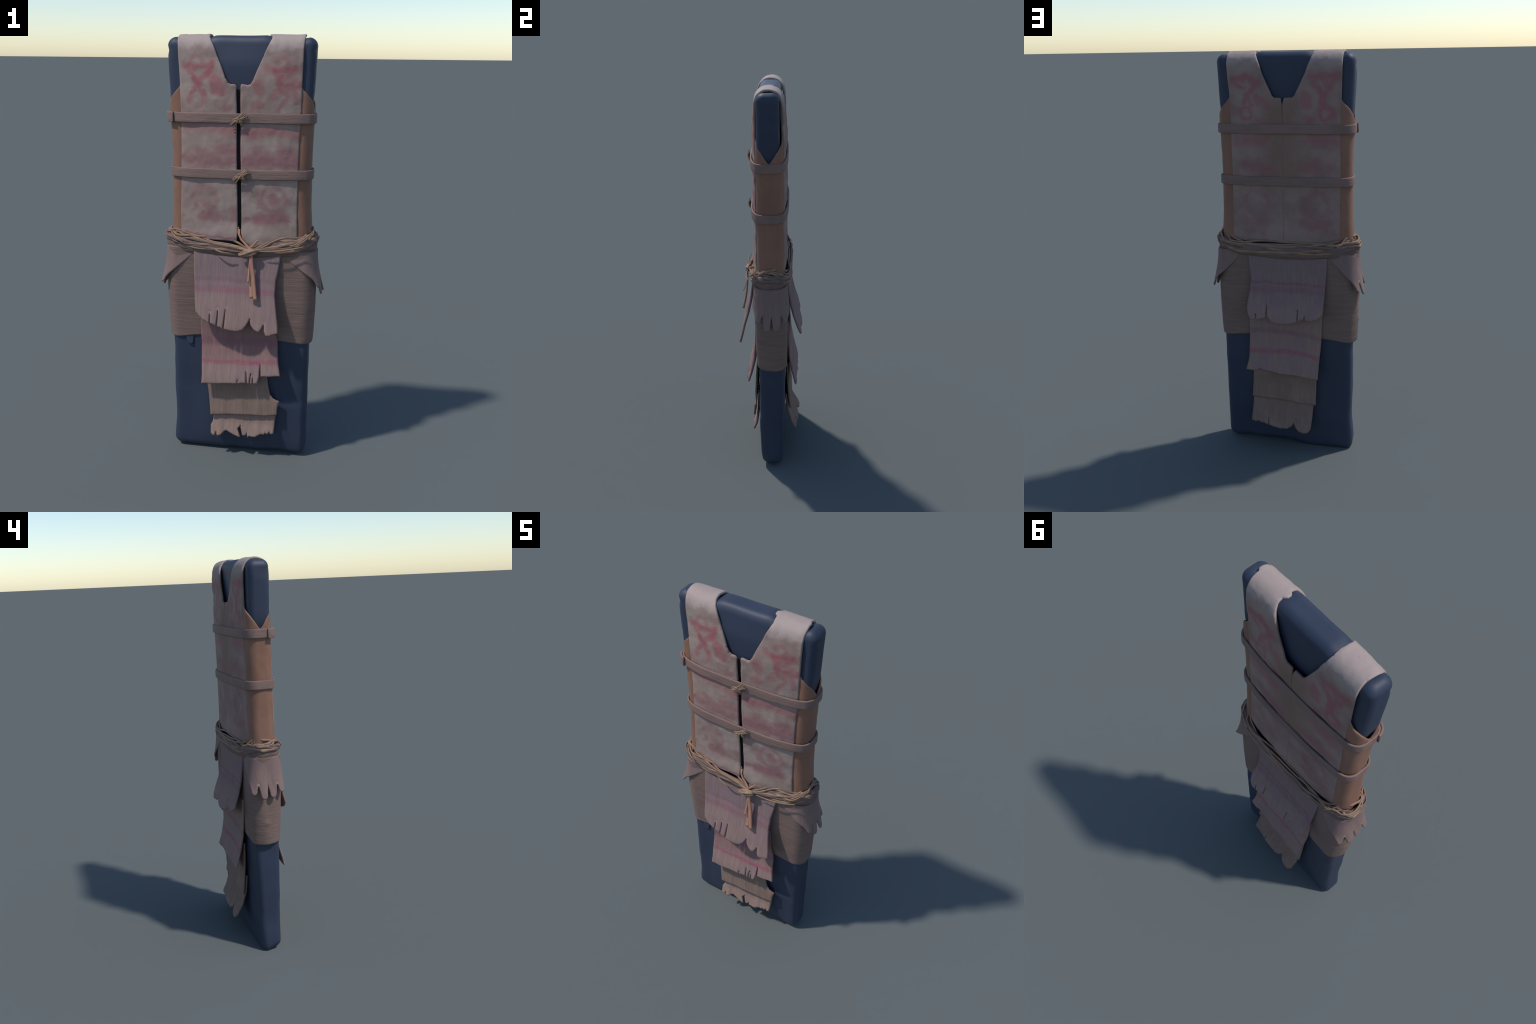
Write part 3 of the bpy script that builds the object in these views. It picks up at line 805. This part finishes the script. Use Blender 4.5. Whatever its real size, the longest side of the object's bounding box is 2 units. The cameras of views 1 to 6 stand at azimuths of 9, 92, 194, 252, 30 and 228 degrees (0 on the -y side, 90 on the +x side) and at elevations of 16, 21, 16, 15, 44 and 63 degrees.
def build_flaps():
    # front, top to bottom
    f1 = [(-.214, 1.045), (-.212, .95), (-.206, .85), (-.201, .790), (-.196, .757), (-.170, .732), (-.140, .715)] + slit(-.128, .712, .045, .002) + [(-.105, .704)] + slit(-.094, .700, .075, .003, .004) + \
         [(-.070, .692)] + slit(-.062, .690, .095, .003, .008) + [(-.03, .684), (.005, .682), (.030, .692), (.048, .715), (.060, .738), (.066, .715), (.082, .695), (.104, .686), (.116, .700), (.127, .725),
          (.129, .690), (.137, .672), (.155, .672), (.172, .680), (.194, .687), (.190, .73), (.180, .79), (.172, .85), (.174, .92), (.186, .98), (.194, 1.045)]
    flap("flap", f1, [(1.05, .080), (1.0, .088), (.92, .098), (.85, .113), (.78, .134), (.70, .154), (.66, .162)], -1, "flap_front_upper", 11, curlx=.004)
    f2 = [(-.190, .80), (-.186, .65), (-.181, .58), (-.178, .50), (-.174, .44), (-.175, .395), (-.12, .398), (-.05, .404)] + slit(.0, .408, .014, .0015) + [(.03, .412)] + slit(.044, .414, .055, .0025, -.004) + \
         [(.054, .412)] + slit(.060, .414, .040, .002, .003) + slit(.074, .414, .03, .002) + [(.096, .416), (.104, .446), (.106, .505), (.111, .450), (.150, .452), (.203, .458), (.194, .50), (.186, .56), (.184, .62), (.166, .68), (.160, .80)]
    flap("flap", f2, [(.80, .076), (.66, .077), (.58, .082), (.50, .104), (.44, .123), (.39, .134)], -1, "flap_front_lower", 12, curlx=.004)
    f3 = [(-.160, .55), (-.155, .37), (-.146, .29), (-.140, .214), (-.05, .224), (.05, .230), (.12, .230), (.187, .241), (.189, .275), (.197, .312), (.180, .318), (.166, .325), (.153, .342), (.143, .385), (.138, .42), (.13, .55)]
    flap("flap", f3, [(.55, .070), (.42, .080), (.33, .084), (.26, .090), (.20, .097)], -1, "low", 13)
    f4 = [(-.126, .34), (-.128, .20), (-.131, .175), (-.140, .155), (-.138, .120), (-.130, .110), (-.119, .108), (-.112, .122), (-.104, .108), (-.085, .116), (-.068, .134), (-.058, .136), (-.02, .118), (.004, .112), (.010, .116),
          (-.004, .150), (.008, .162), (.020, .122), (.032, .118), (.040, .128), (.046, .110), (.054, .118), (.070, .116), (.085, .118), (.108, .132), (.126, .132), (.133, .142), (.140, .134), (.152, .146), (.158, .138), (.173, .142),
          (.176, .18), (.180, .228), (.140, .26), (.130, .34)]
    flap("flap", f4, [(.34, .068), (.24, .072), (.18, .081), (.10, .110)], -1, "hem", 14, ripple=.008)
    # back, top to bottom (x is world x)
    b1 = [(-.216, 1.045), (-.212, .95), (-.206, .86), (-.203, .79), (-.199, .757), (-.175, .738), (-.140, .727), (-.116, .729), (-.110, .745), (-.104, .734)] + slit(-.076, .722, .05, .002) + \
         [(-.05, .712), (0, .706), (.038, .708), (.060, .720), (.074, .737)] + slit(.079, .735, .06, .0025) + [(.10, .726), (.125, .722)] + slit(.131, .722, .02, .0015) + [(.158, .722), (.172, .742), (.179, .775), (.178, .80), (.170, .86), (.166, .92), (.176, .99), (.184, 1.045)]
    flap("flap", b1, [(1.05, .086), (.98, .093), (.90, .103), (.83, .120), (.76, .143), (.70, .164)], 1, "flap_back_upper", 21, curlx=.002)
    b2 = [(-.192, .80), (-.188, .60), (-.180, .50), (-.176, .414), (-.12, .418), (-.05, .428), (-.03, .426), (.023, .428), (.06, .436), (.108, .440), (.118, .450), (.128, .440), (.15, .436), (.175, .436), (.194, .438), (.186, .47), (.181, .50), (.180, .6), (.182, .80)]
    flap("flap", b2, [(.80, .090), (.68, .094), (.60, .100), (.52, .114), (.46, .130), (.40, .143)], 1, "flap_back_lower", 22, ripple=.007)
    b3 = [(-.165, .55), (-.163, .42), (-.160, .255), (-.10, .258), (-.03, .264), (.05, .270), (.12, .272), (.172, .276), (.170, .33), (.166, .42), (.165, .55)]
    flap("flap", b3, [(.55, .086), (.42, .090), (.33, .095), (.24, .105)], 1, "low", 23, ripple=.008)
    b4 = [(-.150, .36), (-.146, .24), (-.141, .155), (-.139, .134), (-.125, .118), (-.105, .113), (-.080, .118), (-.060, .134), (-.048, .152), (-.040, .140), (-.015, .126), (.02, .124), (.05, .130), (.075, .138)] + slit(.081, .138, .022, .0025) + \
         [(.10, .142), (.125, .146), (.135, .152), (.15, .146), (.172, .150), (.173, .18), (.170, .24), (.168, .36)]
    flap("flap", b4, [(.36, .078), (.27, .086), (.19, .108), (.11, .152)], 1, "low", 24, ripple=.007)

def main():
    global ROOT
    make_materials()
    ROOT = bpy.data.objects.new("dressed_board", None)
    bpy.context.scene.collection.objects.link(ROOT)
    ROOT["label"] = "navy padded board wearing painted bark vest and fringed skirt"
    ROOT["category"] = "costume"
    build_board(); build_vest(); build_bands(); build_belt(); build_skirt(); build_flaps()
main()
